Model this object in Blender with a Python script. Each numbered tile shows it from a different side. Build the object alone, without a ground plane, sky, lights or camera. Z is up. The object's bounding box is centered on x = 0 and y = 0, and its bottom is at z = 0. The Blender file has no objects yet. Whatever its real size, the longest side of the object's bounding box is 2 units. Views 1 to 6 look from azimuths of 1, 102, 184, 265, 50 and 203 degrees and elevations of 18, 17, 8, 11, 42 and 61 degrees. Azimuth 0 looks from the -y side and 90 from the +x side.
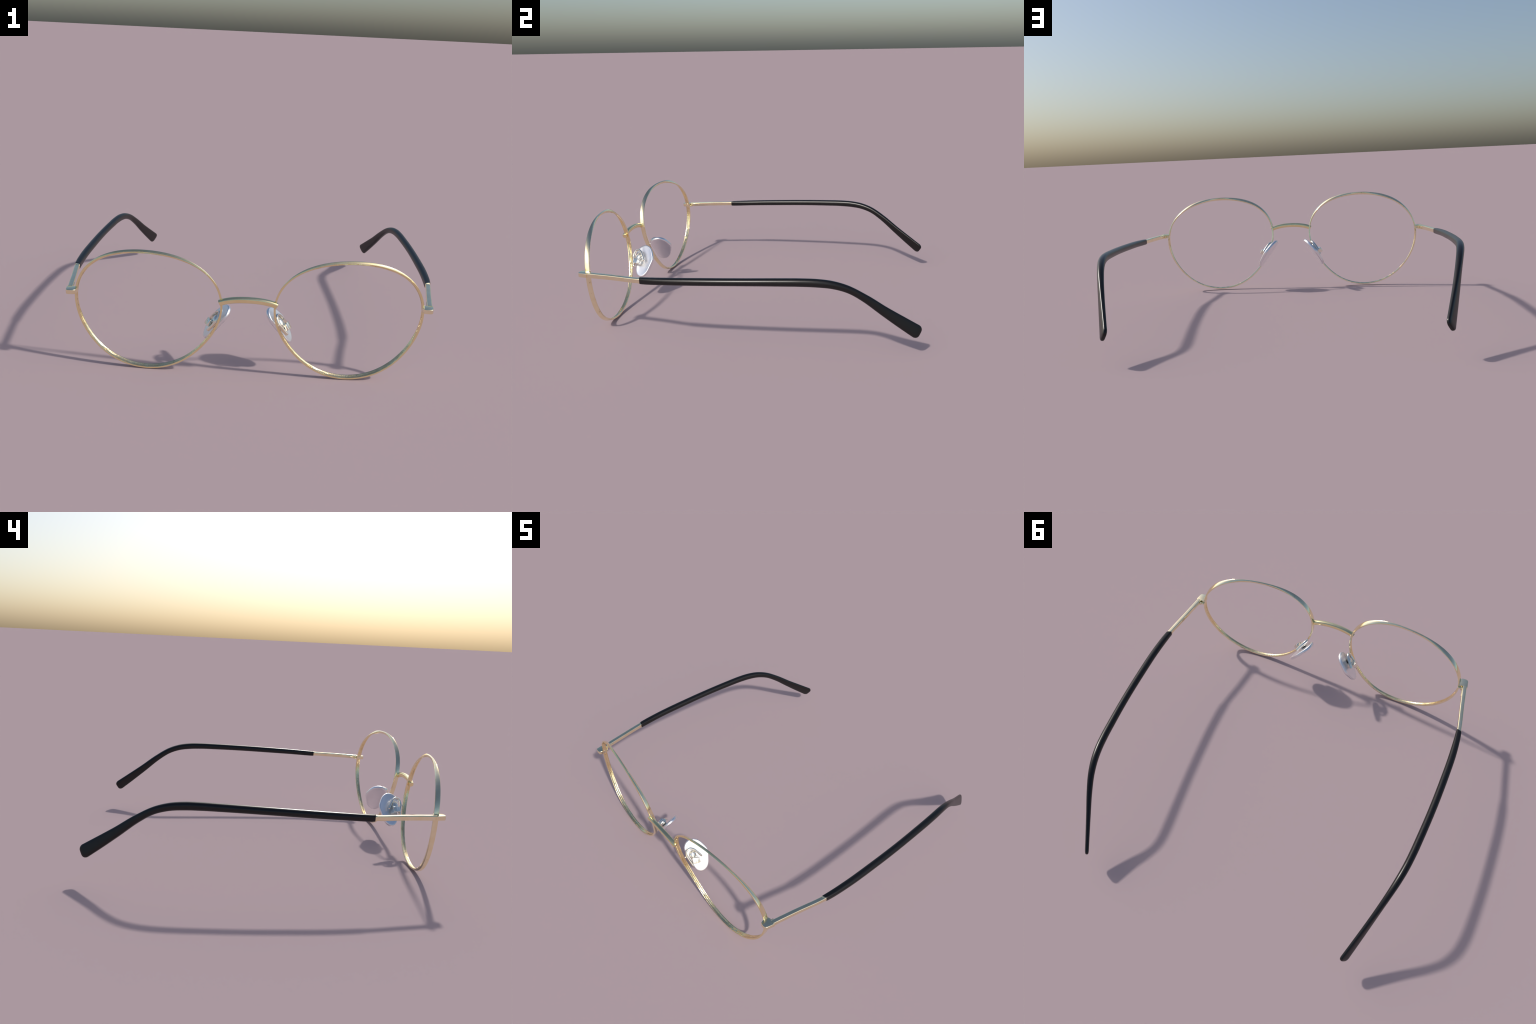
import bpy, bmesh, math, random
from mathutils import Vector, Matrix, noise

random.seed(7)
TAU = 2 * math.pi


# ------------------------------------------------------------------ materials
def new_material(name):
    m = bpy.data.materials.new(name)
    m.use_nodes = True
    nt = m.node_tree
    return m, nt, nt.nodes["Principled BSDF"]


def link(nt, a, b):
    nt.links.new(a, b)


def polished_metal(name, light, deep, rough, bump, scale, spots=False):
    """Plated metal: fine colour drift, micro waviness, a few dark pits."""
    m, nt, p = new_material(name)
    tc = nt.nodes.new("ShaderNodeTexCoord")
    n1 = nt.nodes.new("ShaderNodeTexNoise")
    n1.inputs["Scale"].default_value = 22
    n1.inputs["Detail"].default_value = 3
    link(nt, tc.outputs["Object"], n1.inputs["Vector"])
    ramp = nt.nodes.new("ShaderNodeValToRGB")
    ramp.color_ramp.elements[0].position = 0.35
    ramp.color_ramp.elements[0].color = (*deep, 1)
    ramp.color_ramp.elements[1].position = 0.6
    ramp.color_ramp.elements[1].color = (*light, 1)
    link(nt, n1.outputs["Fac"], ramp.inputs["Fac"])
    col = ramp.outputs["Color"]
    if spots:
        n3 = nt.nodes.new("ShaderNodeTexNoise")
        n3.inputs["Scale"].default_value = 75
        n3.inputs["Detail"].default_value = 1
        link(nt, tc.outputs["Object"], n3.inputs["Vector"])
        r3 = nt.nodes.new("ShaderNodeValToRGB")
        r3.color_ramp.elements[0].position = 0.765
        r3.color_ramp.elements[0].color = (0, 0, 0, 1)
        r3.color_ramp.elements[1].position = 0.80
        r3.color_ramp.elements[1].color = (1, 1, 1, 1)
        link(nt, n3.outputs["Fac"], r3.inputs["Fac"])
        mx = nt.nodes.new("ShaderNodeMix")
        mx.data_type = "RGBA"
        link(nt, r3.outputs["Color"], mx.inputs["Factor"])
        link(nt, col, mx.inputs["A"])
        mx.inputs["B"].default_value = (0.16, 0.11, 0.05, 1)
        col = mx.outputs["Result"]
    link(nt, col, p.inputs["Base Color"])
    p.inputs["Metallic"].default_value = 1
    p.inputs["Roughness"].default_value = rough
    n2 = nt.nodes.new("ShaderNodeTexNoise")
    n2.inputs["Scale"].default_value = scale
    n2.inputs["Detail"].default_value = 2
    link(nt, tc.outputs["Object"], n2.inputs["Vector"])
    b = nt.nodes.new("ShaderNodeBump")
    b.inputs["Strength"].default_value = bump
    b.inputs["Distance"].default_value = 0.002
    link(nt, n2.outputs["Fac"], b.inputs["Height"])
    link(nt, b.outputs["Normal"], p.inputs["Normal"])
    return m


GOLD = polished_metal("polished_pale_gold", (1.0, 0.90, 0.62), (0.98, 0.86, 0.56), 0.12, 0.05, 60)
GOLD_RIM = polished_metal("rim_gold", (1.0, 0.90, 0.61), (0.97, 0.84, 0.54), 0.12, 0.06, 70, True)
GROOVE = polished_metal("groove_gold", (1.0, 0.84, 0.50), (0.93, 0.74, 0.40), 0.15, 0.45, 130, True)
DEEP_GOLD = polished_metal("deep_gold", (1.0, 0.87, 0.50), (0.98, 0.83, 0.45), 0.12, 0.05, 60)
SILVER = polished_metal("pad_wire_champagne", (0.95, 0.92, 0.82), (0.93, 0.89, 0.77), 0.17, 0.10, 60)
PADMAT = polished_metal("pad_pearl_mirror", (0.93, 0.93, 0.95), (0.91, 0.91, 0.93), 0.36, 0.05, 14)


def black_plastic():
    m, nt, p = new_material("black_acetate")
    tc = nt.nodes.new("ShaderNodeTexCoord")
    n = nt.nodes.new("ShaderNodeTexNoise")
    n.inputs["Scale"].default_value = 40
    n.inputs["Detail"].default_value = 3
    link(nt, tc.outputs["Object"], n.inputs["Vector"])
    r = nt.nodes.new("ShaderNodeValToRGB")
    r.color_ramp.elements[0].color = (0.0040, 0.0040, 0.0044, 1)
    r.color_ramp.elements[1].color = (0.0065, 0.006, 0.006, 1)
    link(nt, n.outputs["Fac"], r.inputs["Fac"])
    link(nt, r.outputs["Color"], p.inputs["Base Color"])
    p.inputs["Roughness"].default_value = 0.30
    p.inputs["Specular IOR Level"].default_value = 0.42
    b = nt.nodes.new("ShaderNodeBump")
    b.inputs["Strength"].default_value = 0.04
    b.inputs["Distance"].default_value = 0.002
    link(nt, n.outputs["Fac"], b.inputs["Height"])
    link(nt, b.outputs["Normal"], p.inputs["Normal"])
    return m


BLACK = black_plastic()


# ------------------------------------------------------------------ mesh tools
def finish(name, verts, faces, mats, side, face_mat=None, sharp=38, parent=None):
    """Mirror by side (+1 right, -1 left), build, recalc, smooth by angle."""
    me = bpy.data.meshes.new(name)
    me.from_pydata([(v[0] * side, v[1], v[2]) for v in verts], [], faces)
    for m in mats:
        me.materials.append(m)
    if face_mat:
        for f, k in zip(me.polygons, face_mat):
            f.material_index = k
    bm = bmesh.new()
    bm.from_mesh(me)
    bmesh.ops.recalc_face_normals(bm, faces=bm.faces)
    lim = math.radians(sharp)
    for e in bm.edges:
        if len(e.link_faces) == 2 and e.calc_face_angle(0) > lim:
            e.smooth = False
    for f in bm.faces:
        f.smooth = True
    bm.to_mesh(me)
    bm.free()
    ob = bpy.data.objects.new(name, me)
    bpy.context.scene.collection.objects.link(ob)
    if parent:
        ob.parent = parent
    return ob


def hermite(keys, t):
    """Smooth interpolation of [(t, value or tuple), ...] (non-uniform Catmull-Rom)."""
    ts = [k[0] for k in keys]
    vs = [Vector(k[1]) if isinstance(k[1], (tuple, list, Vector)) else Vector((k[1], 0, 0)) for k in keys]
    scalar = not isinstance(keys[0][1], (tuple, list, Vector))
    n = len(ts)

    def slope(i):
        if i == 0:
            return (vs[1] - vs[0]) / (ts[1] - ts[0])
        if i == n - 1:
            return (vs[-1] - vs[-2]) / (ts[-1] - ts[-2])
        h0, h1 = ts[i] - ts[i - 1], ts[i + 1] - ts[i]
        return ((vs[i] - vs[i - 1]) / h0 * h1 + (vs[i + 1] - vs[i]) / h1 * h0) / (h0 + h1)
    t = min(max(t, ts[0]), ts[-1])
    i = 0
    while i < n - 2 and t > ts[i + 1]:
        i += 1
    h = ts[i + 1] - ts[i]
    f = (t - ts[i]) / h
    v = ((2 * f**3 - 3 * f**2 + 1) * vs[i] + (f**3 - 2 * f**2 + f) * h * slope(i)
         + (-2 * f**3 + 3 * f**2) * vs[i + 1] + (f**3 - f**2) * h * slope(i + 1))
    return v.x if scalar else v


def superellipse(w, h, e, n):
    out = []
    for k in range(n):
        a = TAU * (k + 0.5) / n
        c, s = math.cos(a), math.sin(a)
        out.append((0.5 * w * math.copysign(abs(c) ** (2 / e), c), 0.5 * h * math.copysign(abs(s) ** (2 / e), s)))
    return out


def loft(rings, closed=False, caps=True):
    n = len(rings[0])
    verts = [v for r in rings for v in r]
    faces = []
    m = len(rings)
    for i in range(m if closed else m - 1):
        a, b = i * n, ((i + 1) % m) * n
        for k in range(n):
            k2 = (k + 1) % n
            faces.append((a + k, a + k2, b + k2, b + k))
    if caps and not closed:
        faces.append(tuple(range(n - 1, -1, -1)))
        faces.append(tuple((m - 1) * n + k for k in range(n)))
    return verts, faces


def tube(points, radius, n=14, flat=1.0, up=Vector((0, 0, 1)), round_ends=True):
    """Wire along a smooth poly-line with domed ends; flat scales along up."""
    pts = [Vector(p) for p in points]
    m = len(pts)
    rings = []

    def ring(p, t, r):
        s = t.cross(up)
        s = s.normalized() if s.length > 1e-5 else Vector((1, 0, 0))
        u = s.cross(t).normalized()
        return [p + s * (r * math.cos(TAU * k / n)) + u * (r * flat * math.sin(TAU * k / n)) for k in range(n)]
    for i, p in enumerate(pts):
        t = (pts[min(i + 1, m - 1)] - pts[max(i - 1, 0)]).normalized()
        if i == 0 and round_ends:
            for a in (0.12, 0.45, 0.8):
                rings.append(ring(p - t * radius * math.cos(a * math.pi / 2) * 0.8, t, radius * math.sin(a * math.pi / 2)))
        rings.append(ring(p, t, radius))
        if i == m - 1 and round_ends:
            for a in (0.8, 0.45, 0.12):
                rings.append(ring(p + t * radius * math.cos(a * math.pi / 2) * 0.8, t, radius * math.sin(a * math.pi / 2)))
    return loft(rings)


def block(origin, ax, ay, az, size, bevel):
    """Chamfered box given in a local frame, returned as (verts, faces)."""
    bm = bmesh.new()
    bmesh.ops.create_cube(bm, size=1)
    for v in bm.verts:
        v.co = Vector((v.co.x * size[0], v.co.y * size[1], v.co.z * size[2]))
    bmesh.ops.bevel(bm, geom=bm.edges[:], offset=bevel, segments=3, affect="EDGES", profile=0.5)
    bm.verts.ensure_lookup_table()
    vs = [origin + ax * v.co.x + ay * v.co.y + az * v.co.z for v in bm.verts]
    fs = [tuple(v.index for v in f.verts) for f in bm.faces]
    bm.free()
    return vs, fs


def merge(*parts):
    V, F = [], []
    for v, f in parts:
        o = len(V)
        V += list(v)
        F += [tuple(i + o for i in q) for q in f]
    return V, F


# ------------------------------------------------------------------ root
root = bpy.data.objects.new("eyeglasses", None)
root.empty_display_size = 0.1
bpy.context.scene.collection.objects.link(root)
root["label"] = "oval wire-rim eyeglasses, polished gold with black ear sleeves"
root["category"] = "eyeglasses"


# ------------------------------------------------------------------ rims
RIM = dict(cx=0.50901, cz=0.3446, r0=0.34791,
           har={2: (0.0236, -0.00528), 3: (-0.00056, 0.01314), 4: (0.00038, -0.00142), 5: (-0.00005, 0.00187)},
           y0=-0.89597,
           yhar={1: (0.03426, -0.02986), 2: (0.00604, 0.00934), 3: (0.00299, -0.00209), 4: (0.0006, 0.00107)})


def rim_point(th):
    R = RIM
    r = R["r0"] + sum(a * math.cos(k * th) + b * math.sin(k * th) for k, (a, b) in R["har"].items())
    r -= 0.0048 * max(0.0, math.sin(th)) ** 2
    y = R["y0"] + sum(a * math.cos(k * th) + b * math.sin(k * th) for k, (a, b) in R["yhar"].items())
    return Vector((R["cx"] + r * math.cos(th), y, R["cz"] + r * math.sin(th)))


RIM_D, RIM_T = 0.0138, 0.0050      # half depth, half thickness
# profile (depth, radial, groove material?) outer wall, lips, lens groove on the inside
PROFILE = [(-1, -0.72), (-1, 0.62), (-0.955, 0.9), (-0.88, 1.0), (-0.45, 1.06), (0, 1.08), (0.45, 1.06), (0.88, 1.0),
           (0.955, 0.9), (1, 0.62), (1, -0.72), (0.93, -1.0), (0.62, -1.0), (0.5, -0.86), (0.18, -0.25),
           (-0.18, -0.25), (-0.5, -0.86), (-0.62, -1.0), (-0.93, -1.0)]


def build_rim(side):
    N = 420
    n = len(PROFILE)
    rings = []
    for i in range(N):
        th = TAU * i / N
        p = rim_point(th)
        t = (rim_point(th + 0.004) - rim_point(th - 0.004)).normalized()
        # the band cones inwards to the back; it is a deep strap at the sides and
        # bottom and narrows to a squarish wire along the top arc
        sn = math.sin(th)
        s2 = sn * sn
        up = s2 * s2 if sn > 0 else 0.0
        cone = math.radians(s2 ** 0.8 * (34 + 16 * sn))
        ax0 = (Vector((0, 1, 0)) - t * t.y).normalized()
        rad0 = t.cross(ax0).normalized()
        if rad0.dot(p - Vector((RIM["cx"], p.y, RIM["cz"]))) < 0:
            rad0 = -rad0
        ax = ax0 * math.cos(cone) - rad0 * math.sin(cone)
        rad = rad0 * math.cos(cone) + ax0 * math.sin(cone)
        nasal_low = math.exp(-((th - math.radians(222)) / 0.45) ** 2)
        half = RIM_D * (1 - 0.46 * up - 0.14 * nasal_low - (0.04 * s2 if sn < 0 else 0))
        thick = RIM_T * (1 + 0.36 * up)
        ring = []
        for k, (d, r) in enumerate(PROFILE):
            if r > 0 and d > 0.05 and sn > 0:      # rear outer edge is chamfered along the top arc
                r -= s2 * 0.85 * (d - 0.05)
            q = p + ax * (d * half) + rad * (r * thick)
            if r < -0.2:                      # slightly rough inner wall of the lens channel
                w = noise.noise(Vector((q.x * side, q.y, q.z)) * 55 + Vector((k * 3.1, 0, 0)))
                q = q + rad * w * 0.0004
            ring.append(q)
        rings.append(ring)
    v, f = loft(rings, closed=True)
    inner = set(range(11, 18))
    front = {0, 17, 18}
    fm = [1 if (i % n) in inner else 2 if (i % n) in front else 0 for i in range(len(f))]
    return finish("rim", v, f, [GOLD_RIM, GROOVE, DEEP_GOLD], side, fm, 34, root)


# ------------------------------------------------------------------ bridge
def build_bridge():
    xe = 0.1417
    rings = []
    n, m = 20, 60
    for i in range(m + 1):
        t = -1 + 2 * i / m
        p = Vector((xe * t, -0.9571 + 0.0061 * t * t, 0.4411 - 0.0165 * t * t - 0.0077 * t**4))
        dz = -0.033 * t - 0.0308 * t**3
        T = Vector((xe, 0.0122 * t, dz)).normalized()
        F = Vector((0, -1, -0.10)).normalized()
        U = T.cross(F).normalized()
        if U.z < 0:
            U = -U
        F = U.cross(T).normalized()
        if F.y > 0:
            F = -F
        ring = []
        for a, b in superellipse(0.0292, 0.0302, 2.7, n):
            # shallow crease along the upper back edge of the wire
            ring.append(p + F * a + U * b)
        rings.append(ring)
    # small end chamfers
    for e, sgn in ((0, -1), (-1, 1)):
        c = sum(rings[e], Vector()) / n
        r2 = [c + (q - c) * 0.86 + Vector((sgn * 0.0016, 0, 0)) for q in rings[e]]
        rings = [r2] + rings if e == 0 else rings + [r2]
    v, f = loft(rings)
    return finish("bridge", v, f, [DEEP_GOLD], 1, None, 34, root)


# ------------------------------------------------------------------ end pieces, temples
TEMPLE = [(-0.88, (0.9094, 0.4054)), (-0.70, (0.9388, 0.4093)), (-0.50, (0.9724, 0.4108)), (-0.35, (0.9812, 0.4174)),
          (-0.15, (0.9804, 0.4256)), (0.05, (0.9742, 0.4334)), (0.25, (0.9618, 0.4396)), (0.36, (0.9529, 0.4416)),
          (0.44, (0.9434, 0.4394)), (0.52, (0.9292, 0.4288)), (0.60, (0.9103, 0.4012)), (0.68, (0.8878, 0.3515)),
          (0.78, (0.8573, 0.2746)), (0.90, (0.8192, 0.1868)), (0.975, (0.7950, 0.1335))]


def temple_point(y):
    x, z = hermite([(k, (a, b, 0)) for k, (a, b) in TEMPLE], y)[:2]
    return Vector((x, y, z))


def temple_frame(y, twist=0.0):
    T = (temple_point(y + 0.004) - temple_point(y - 0.004)).normalized() if y < 0.965 else \
        (temple_point(0.968) - temple_point(0.95)).normalized()
    U = (Vector((0, 0, 1)) - T * T.z).normalized()
    S = T.cross(U).normalized()          # points outward (+x)
    c, s = math.cos(twist), math.sin(twist)
    W = U * c + S * s
    return T, W, T.cross(W).normalized()


def build_temple(side):
    rings = []
    Y0, Y1 = -0.842, -0.49
    for i in range(25):
        y = Y0 + (Y1 - Y0) * i / 24
        T, W, S = temple_frame(y)
        p = temple_point(y)
        w, h = 0.0268 - 0.0012 * i / 24, 0.0280 - 0.0010 * i / 24
        if i == 0:
            p = p + S * 0.001
        rings.append([p + S * a + W * b for a, b in superellipse(w, h, 5.0, 28)])
    v, f = loft(rings)
    # thin ferrule lip where the bar enters the sleeve
    yl = -0.5165
    lip = []
    for dy, k in ((-0.004, 0.9), (-0.003, 1.0), (0.004, 1.0), (0.005, 0.9)):
        T, W, S = temple_frame(yl)
        p = temple_point(yl) + T * dy
        lip.append([p + S * a * k + W * b * k + T * (a * 0.42) for a, b in superellipse(0.0288, 0.0322, 4.0, 28)])
    v, f = merge((v, f), loft(lip))
    return finish("temple", v, f, [GOLD], side, None, 34, root)


SLEEVE_W = [(-0.512, 0.0318), (-0.46, 0.0365), (-0.38, 0.0405), (-0.2, 0.0425), (0.1, 0.0425), (0.4, 0.0420), (0.52, 0.0400),
            (0.62, 0.0350), (0.75, 0.0280), (0.88, 0.0240), (0.97, 0.0225)]
SLEEVE_H = [(-0.512, 0.0352), (-0.46, 0.0372), (-0.38, 0.0388), (-0.2, 0.0405), (0.1, 0.0415), (0.34, 0.0435), (0.44, 0.0440),
            (0.54, 0.0405), (0.63, 0.0385), (0.75, 0.0485), (0.88, 0.0655), (0.97, 0.0760)]
SLEEVE_E = [(-0.512, 3.6), (-0.42, 2.6), (-0.2, 2.2), (0.4, 2.2), (0.6, 2.4), (0.8, 3.2), (0.97, 3.4)]
TWIST = [(-0.52, 0.0), (0.40, 0.0), (0.52, -0.10), (0.70, -0.28), (0.97, -0.34)]


def build_sleeve(side, parent):
    rings = []
    n = 36

    def ring(y, kw=1.0, kh=1.0, shift=0.0):
        T, W, S = temple_frame(y, hermite(TWIST, y))
        p = temple_point(y) + T * shift
        slant = 0.42 * max(0.0, 1 - (y + 0.512) / 0.06)      # mouth cut obliquely, inner side reaches forward
        return [p + S * a + W * b + T * (a * slant) for a, b in
                superellipse(hermite(SLEEVE_W, y) * kw, hermite(SLEEVE_H, y) * kh, hermite(SLEEVE_E, y), n)]
    ys = -0.512
    for a, k in ((0.0, 0.90), (0.0010, 0.955), (0.003, 0.99)):
        rings.append(ring(ys, k, k, a))
    m = 130
    ye = 0.943
    for i in range(m + 1):
        y = ys + 0.008 + (ye - ys - 0.008) * i / m
        rings.append(ring(y))
    # rounded paddle end: corners in the wide direction first, then the edge
    R = 0.027
    for a in range(1, 9):
        q = a / 8 * math.pi / 2
        s = math.sin(q)
        c = math.cos(q)
        h = hermite(SLEEVE_H, ye)
        kh = (h - 2 * 0.024 * (1 - c)) / h if a < 8 else (h - 2 * 0.0245) / h
        rings.append(ring(ye, max(0.25, c ** 0.45), kh, R * s))
    v, f = loft(rings)
    return finish("ear_sleeve", v, f, [BLACK], side, None, 50, parent)


def build_endpiece(side):
    # plan outline (x, y) of the block, rounded at the front; extruded in z
    plan = [(0.874, -0.838), (0.874, -0.868), (0.8765, -0.884), (0.883, -0.8915), (0.893, -0.8945), (0.906, -0.8952),
            (0.9165, -0.8938), (0.9235, -0.8895), (0.9270, -0.881), (0.9340, -0.838)]
    bm = bmesh.new()
    zb, zt = 0.3940, 0.4183
    lo = [bm.verts.new((x, y, zb)) for x, y in plan]
    hi = [bm.verts.new((x, y, zt)) for x, y in plan]
    n = len(plan)
    bm.faces.new(lo[::-1])
    bm.faces.new(hi)
    for k in range(n):
        bm.faces.new((lo[k], lo[(k + 1) % n], hi[(k + 1) % n], hi[k]))
    bmesh.ops.recalc_face_normals(bm, faces=bm.faces)
    cap = [e for e in bm.edges if abs(e.verts[0].co.z - e.verts[1].co.z) < 1e-6]
    bmesh.ops.bevel(bm, geom=cap, offset=0.0028, segments=3, affect="EDGES", profile=0.5)
    bm.verts.ensure_lookup_table()
    v = [x.co.copy() for x in bm.verts]
    f = [tuple(q.index for q in p.verts) for p in bm.faces]
    bm.free()
    X, Y, Z = Vector((1, 0, 0)), Vector((0, 1, 0)), Vector((0, 0, 1))
    # web behind the block, under its top face
    web = block(Vector((0.893, -0.8345, 0.3985)), X, Y, Z, (0.032, 0.014, 0.0085), 0.0015)
    return finish("endpiece", *merge((v, f), web), [GOLD], side, None, 30, root)


def build_hinge(side, parent):
    parts = []
    c = Vector((0.9015, -0.8255, 0))
    for z0, z1 in ((0.3945, 0.3990), (0.3996, 0.4041), (0.4047, 0.4092)):
        parts.append(tube([c + Vector((0, 0, z0)), c + Vector((0, 0, z1))], 0.0068, 18, 1.0, Vector((0, 1, 0)), False))
    parts.append(tube([c + Vector((0, 0, 0.3925)), c + Vector((0, 0, 0.4105))], 0.0030, 12, 1.0, Vector((0, 1, 0))))
    T, W, S = temple_frame(-0.80)
    p = temple_point(-0.795)
    parts.append(block(p - S * 0.0135, T, S, W, (0.052, 0.0045, 0.0130), 0.0014))
    return finish("hinge", *merge(*parts), [GOLD], side, None, 40, parent)


# ------------------------------------------------------------------ nose pads
PAD_C = Vector((0.1636, -0.8123, 0.2661))
PAD_N = Vector((0.7849, -0.2464, 0.5686)).normalized()
PAD_U = Vector((0.2995, 0.9541, 0.0)).normalized()
PAD_V = PAD_N.cross(PAD_U).normalized()
PAD_HAR = {2: (-0.0232, -0.0142), 3: (0.0049, 0.0107), 4: (0.0033, -0.0004)}


def pad_local(u, v, n):
    return PAD_C + PAD_U * u + PAD_V * v + PAD_N * n


def pad_radius(th):
    return 0.0794 + sum(a * math.cos(j * th) + b * math.sin(j * th) for j, (a, b) in PAD_HAR.items())


def convex_outline(N):
    """Radii of the pad outline with every hollow bridged by a straight flank."""
    pts = [(pad_radius(TAU * i / N) * math.cos(TAU * i / N), pad_radius(TAU * i / N) * math.sin(TAU * i / N)) for i in range(N)]
    out = []
    for i in range(N):
        c, s = math.cos(TAU * i / N), math.sin(TAU * i / N)
        best = pad_radius(TAU * i / N)
        for a in range(1, N // 3, 2):
            for b in range(1, N // 3, 2):
                p, q = pts[(i - a) % N], pts[(i + b) % N]
                nx, ny = p[1] - q[1], q[0] - p[0]
                den = nx * c + ny * s
                if abs(den) > 1e-9:
                    best = max(best, (nx * p[0] + ny * p[1]) / den)
        out.append(best)
    return [(out[i - 1] + 2 * out[i] + out[(i + 1) % N]) / 4 for i in range(N)]


def build_pad(side):
    N = 96
    outline = convex_outline(N)
    rings = []
    # closed lens-like bean: concentric outlines, flat outer face, domed skin side
    prof = [(0.02, 0.0052), (0.25, 0.0050), (0.5, 0.0048), (0.75, 0.0052), (0.87, 0.0062), (0.935, 0.0066), (0.975, 0.0060),
            (0.996, 0.0036), (1.0, -0.0020), (0.995, -0.0080), (0.968, -0.0116), (0.89, -0.0134), (0.75, -0.0142), (0.5, -0.0148),
            (0.25, -0.0151), (0.02, -0.0152)]
    for k, h in prof:
        ring = []
        for i in range(N):
            th = TAU * i / N
            r = outline[i]
            u, v = r * math.cos(th) * k, r * math.sin(th) * k
            bow = -0.40 * v * v + 0.0           # gentle saddle along the length
            ring.append(pad_local(u, v, h + bow + 0.003))
        rings.append(ring)
    v, f = loft(rings)
    return finish("nose_pad", v, f, [PADMAT], side, None, 60, root)


def build_pad_arm(side):
    keys = [(0, (-0.049, -0.059, 0.027)), (1, (-0.066, -0.016, 0.027)), (2, (-0.076, 0.018, 0.028)), (2.6, (-0.070, 0.043, 0.031)),
            (3.2, (-0.050, 0.053, 0.033)), (3.8, (-0.029, 0.045, 0.033)), (4.6, (-0.009, 0.022, 0.031)), (5.6, (0.013, -0.010, 0.026))]
    pts = [pad_local(*hermite(keys, 5.6 * i / 50)) for i in range(51)]
    wire = tube(pts, 0.0064, 16, 1.45, PAD_N)
    # short solder bridge from the wire to the back of the rim
    a = pad_local(-0.073, 0.010, 0.027)
    th = min((TAU * i / 720 for i in range(720)), key=lambda q: (rim_point(q) - a).length)
    b = rim_point(th) + Vector((0, 0.008, 0))
    solder = tube([a, a.lerp(b, 0.5), b], 0.0045, 12)
    return finish("pad_arm", *merge(wire, solder), [SILVER], side, None, 50, root)


def build_pad_box(side, parent):
    parts = [block(pad_local(-0.0270, -0.026, 0.0395), PAD_U, PAD_V, PAD_N, (0.046, 0.034, 0.023), 0.0025),
             block(pad_local(-0.0215, -0.027, 0.0505), PAD_U, PAD_V, PAD_N, (0.018, 0.034, 0.006), 0.0014),
             block(pad_local(-0.0260, -0.018, 0.017), PAD_U, PAD_V, PAD_N, (0.028, 0.040, 0.032), 0.004)]
    # rounded pivot tab between the two legs
    tab = []
    for i in range(13):
        a = -math.pi / 2 + math.pi * i / 12
        ring = []
        for k in range(20):
            q = TAU * k / 20
            r = 0.0215 * max(0.03, math.cos(a))
            ring.append(pad_local(-0.037 + r * math.cos(q), 0.006 + 1.4 * r * math.sin(q), 0.023 + 0.015 * math.sin(a)))
        tab.append(ring)
    parts.append(loft(tab))
    return finish("pad_box", *merge(*parts), [SILVER], side, None, 35, parent)


for s in (1, -1):
    build_rim(s)
    build_endpiece(s)
    t = build_temple(s)
    build_sleeve(s, t)
    build_hinge(s, t)
    pad = build_pad(s)
    build_pad_arm(s)
    build_pad_box(s, pad)
build_bridge()
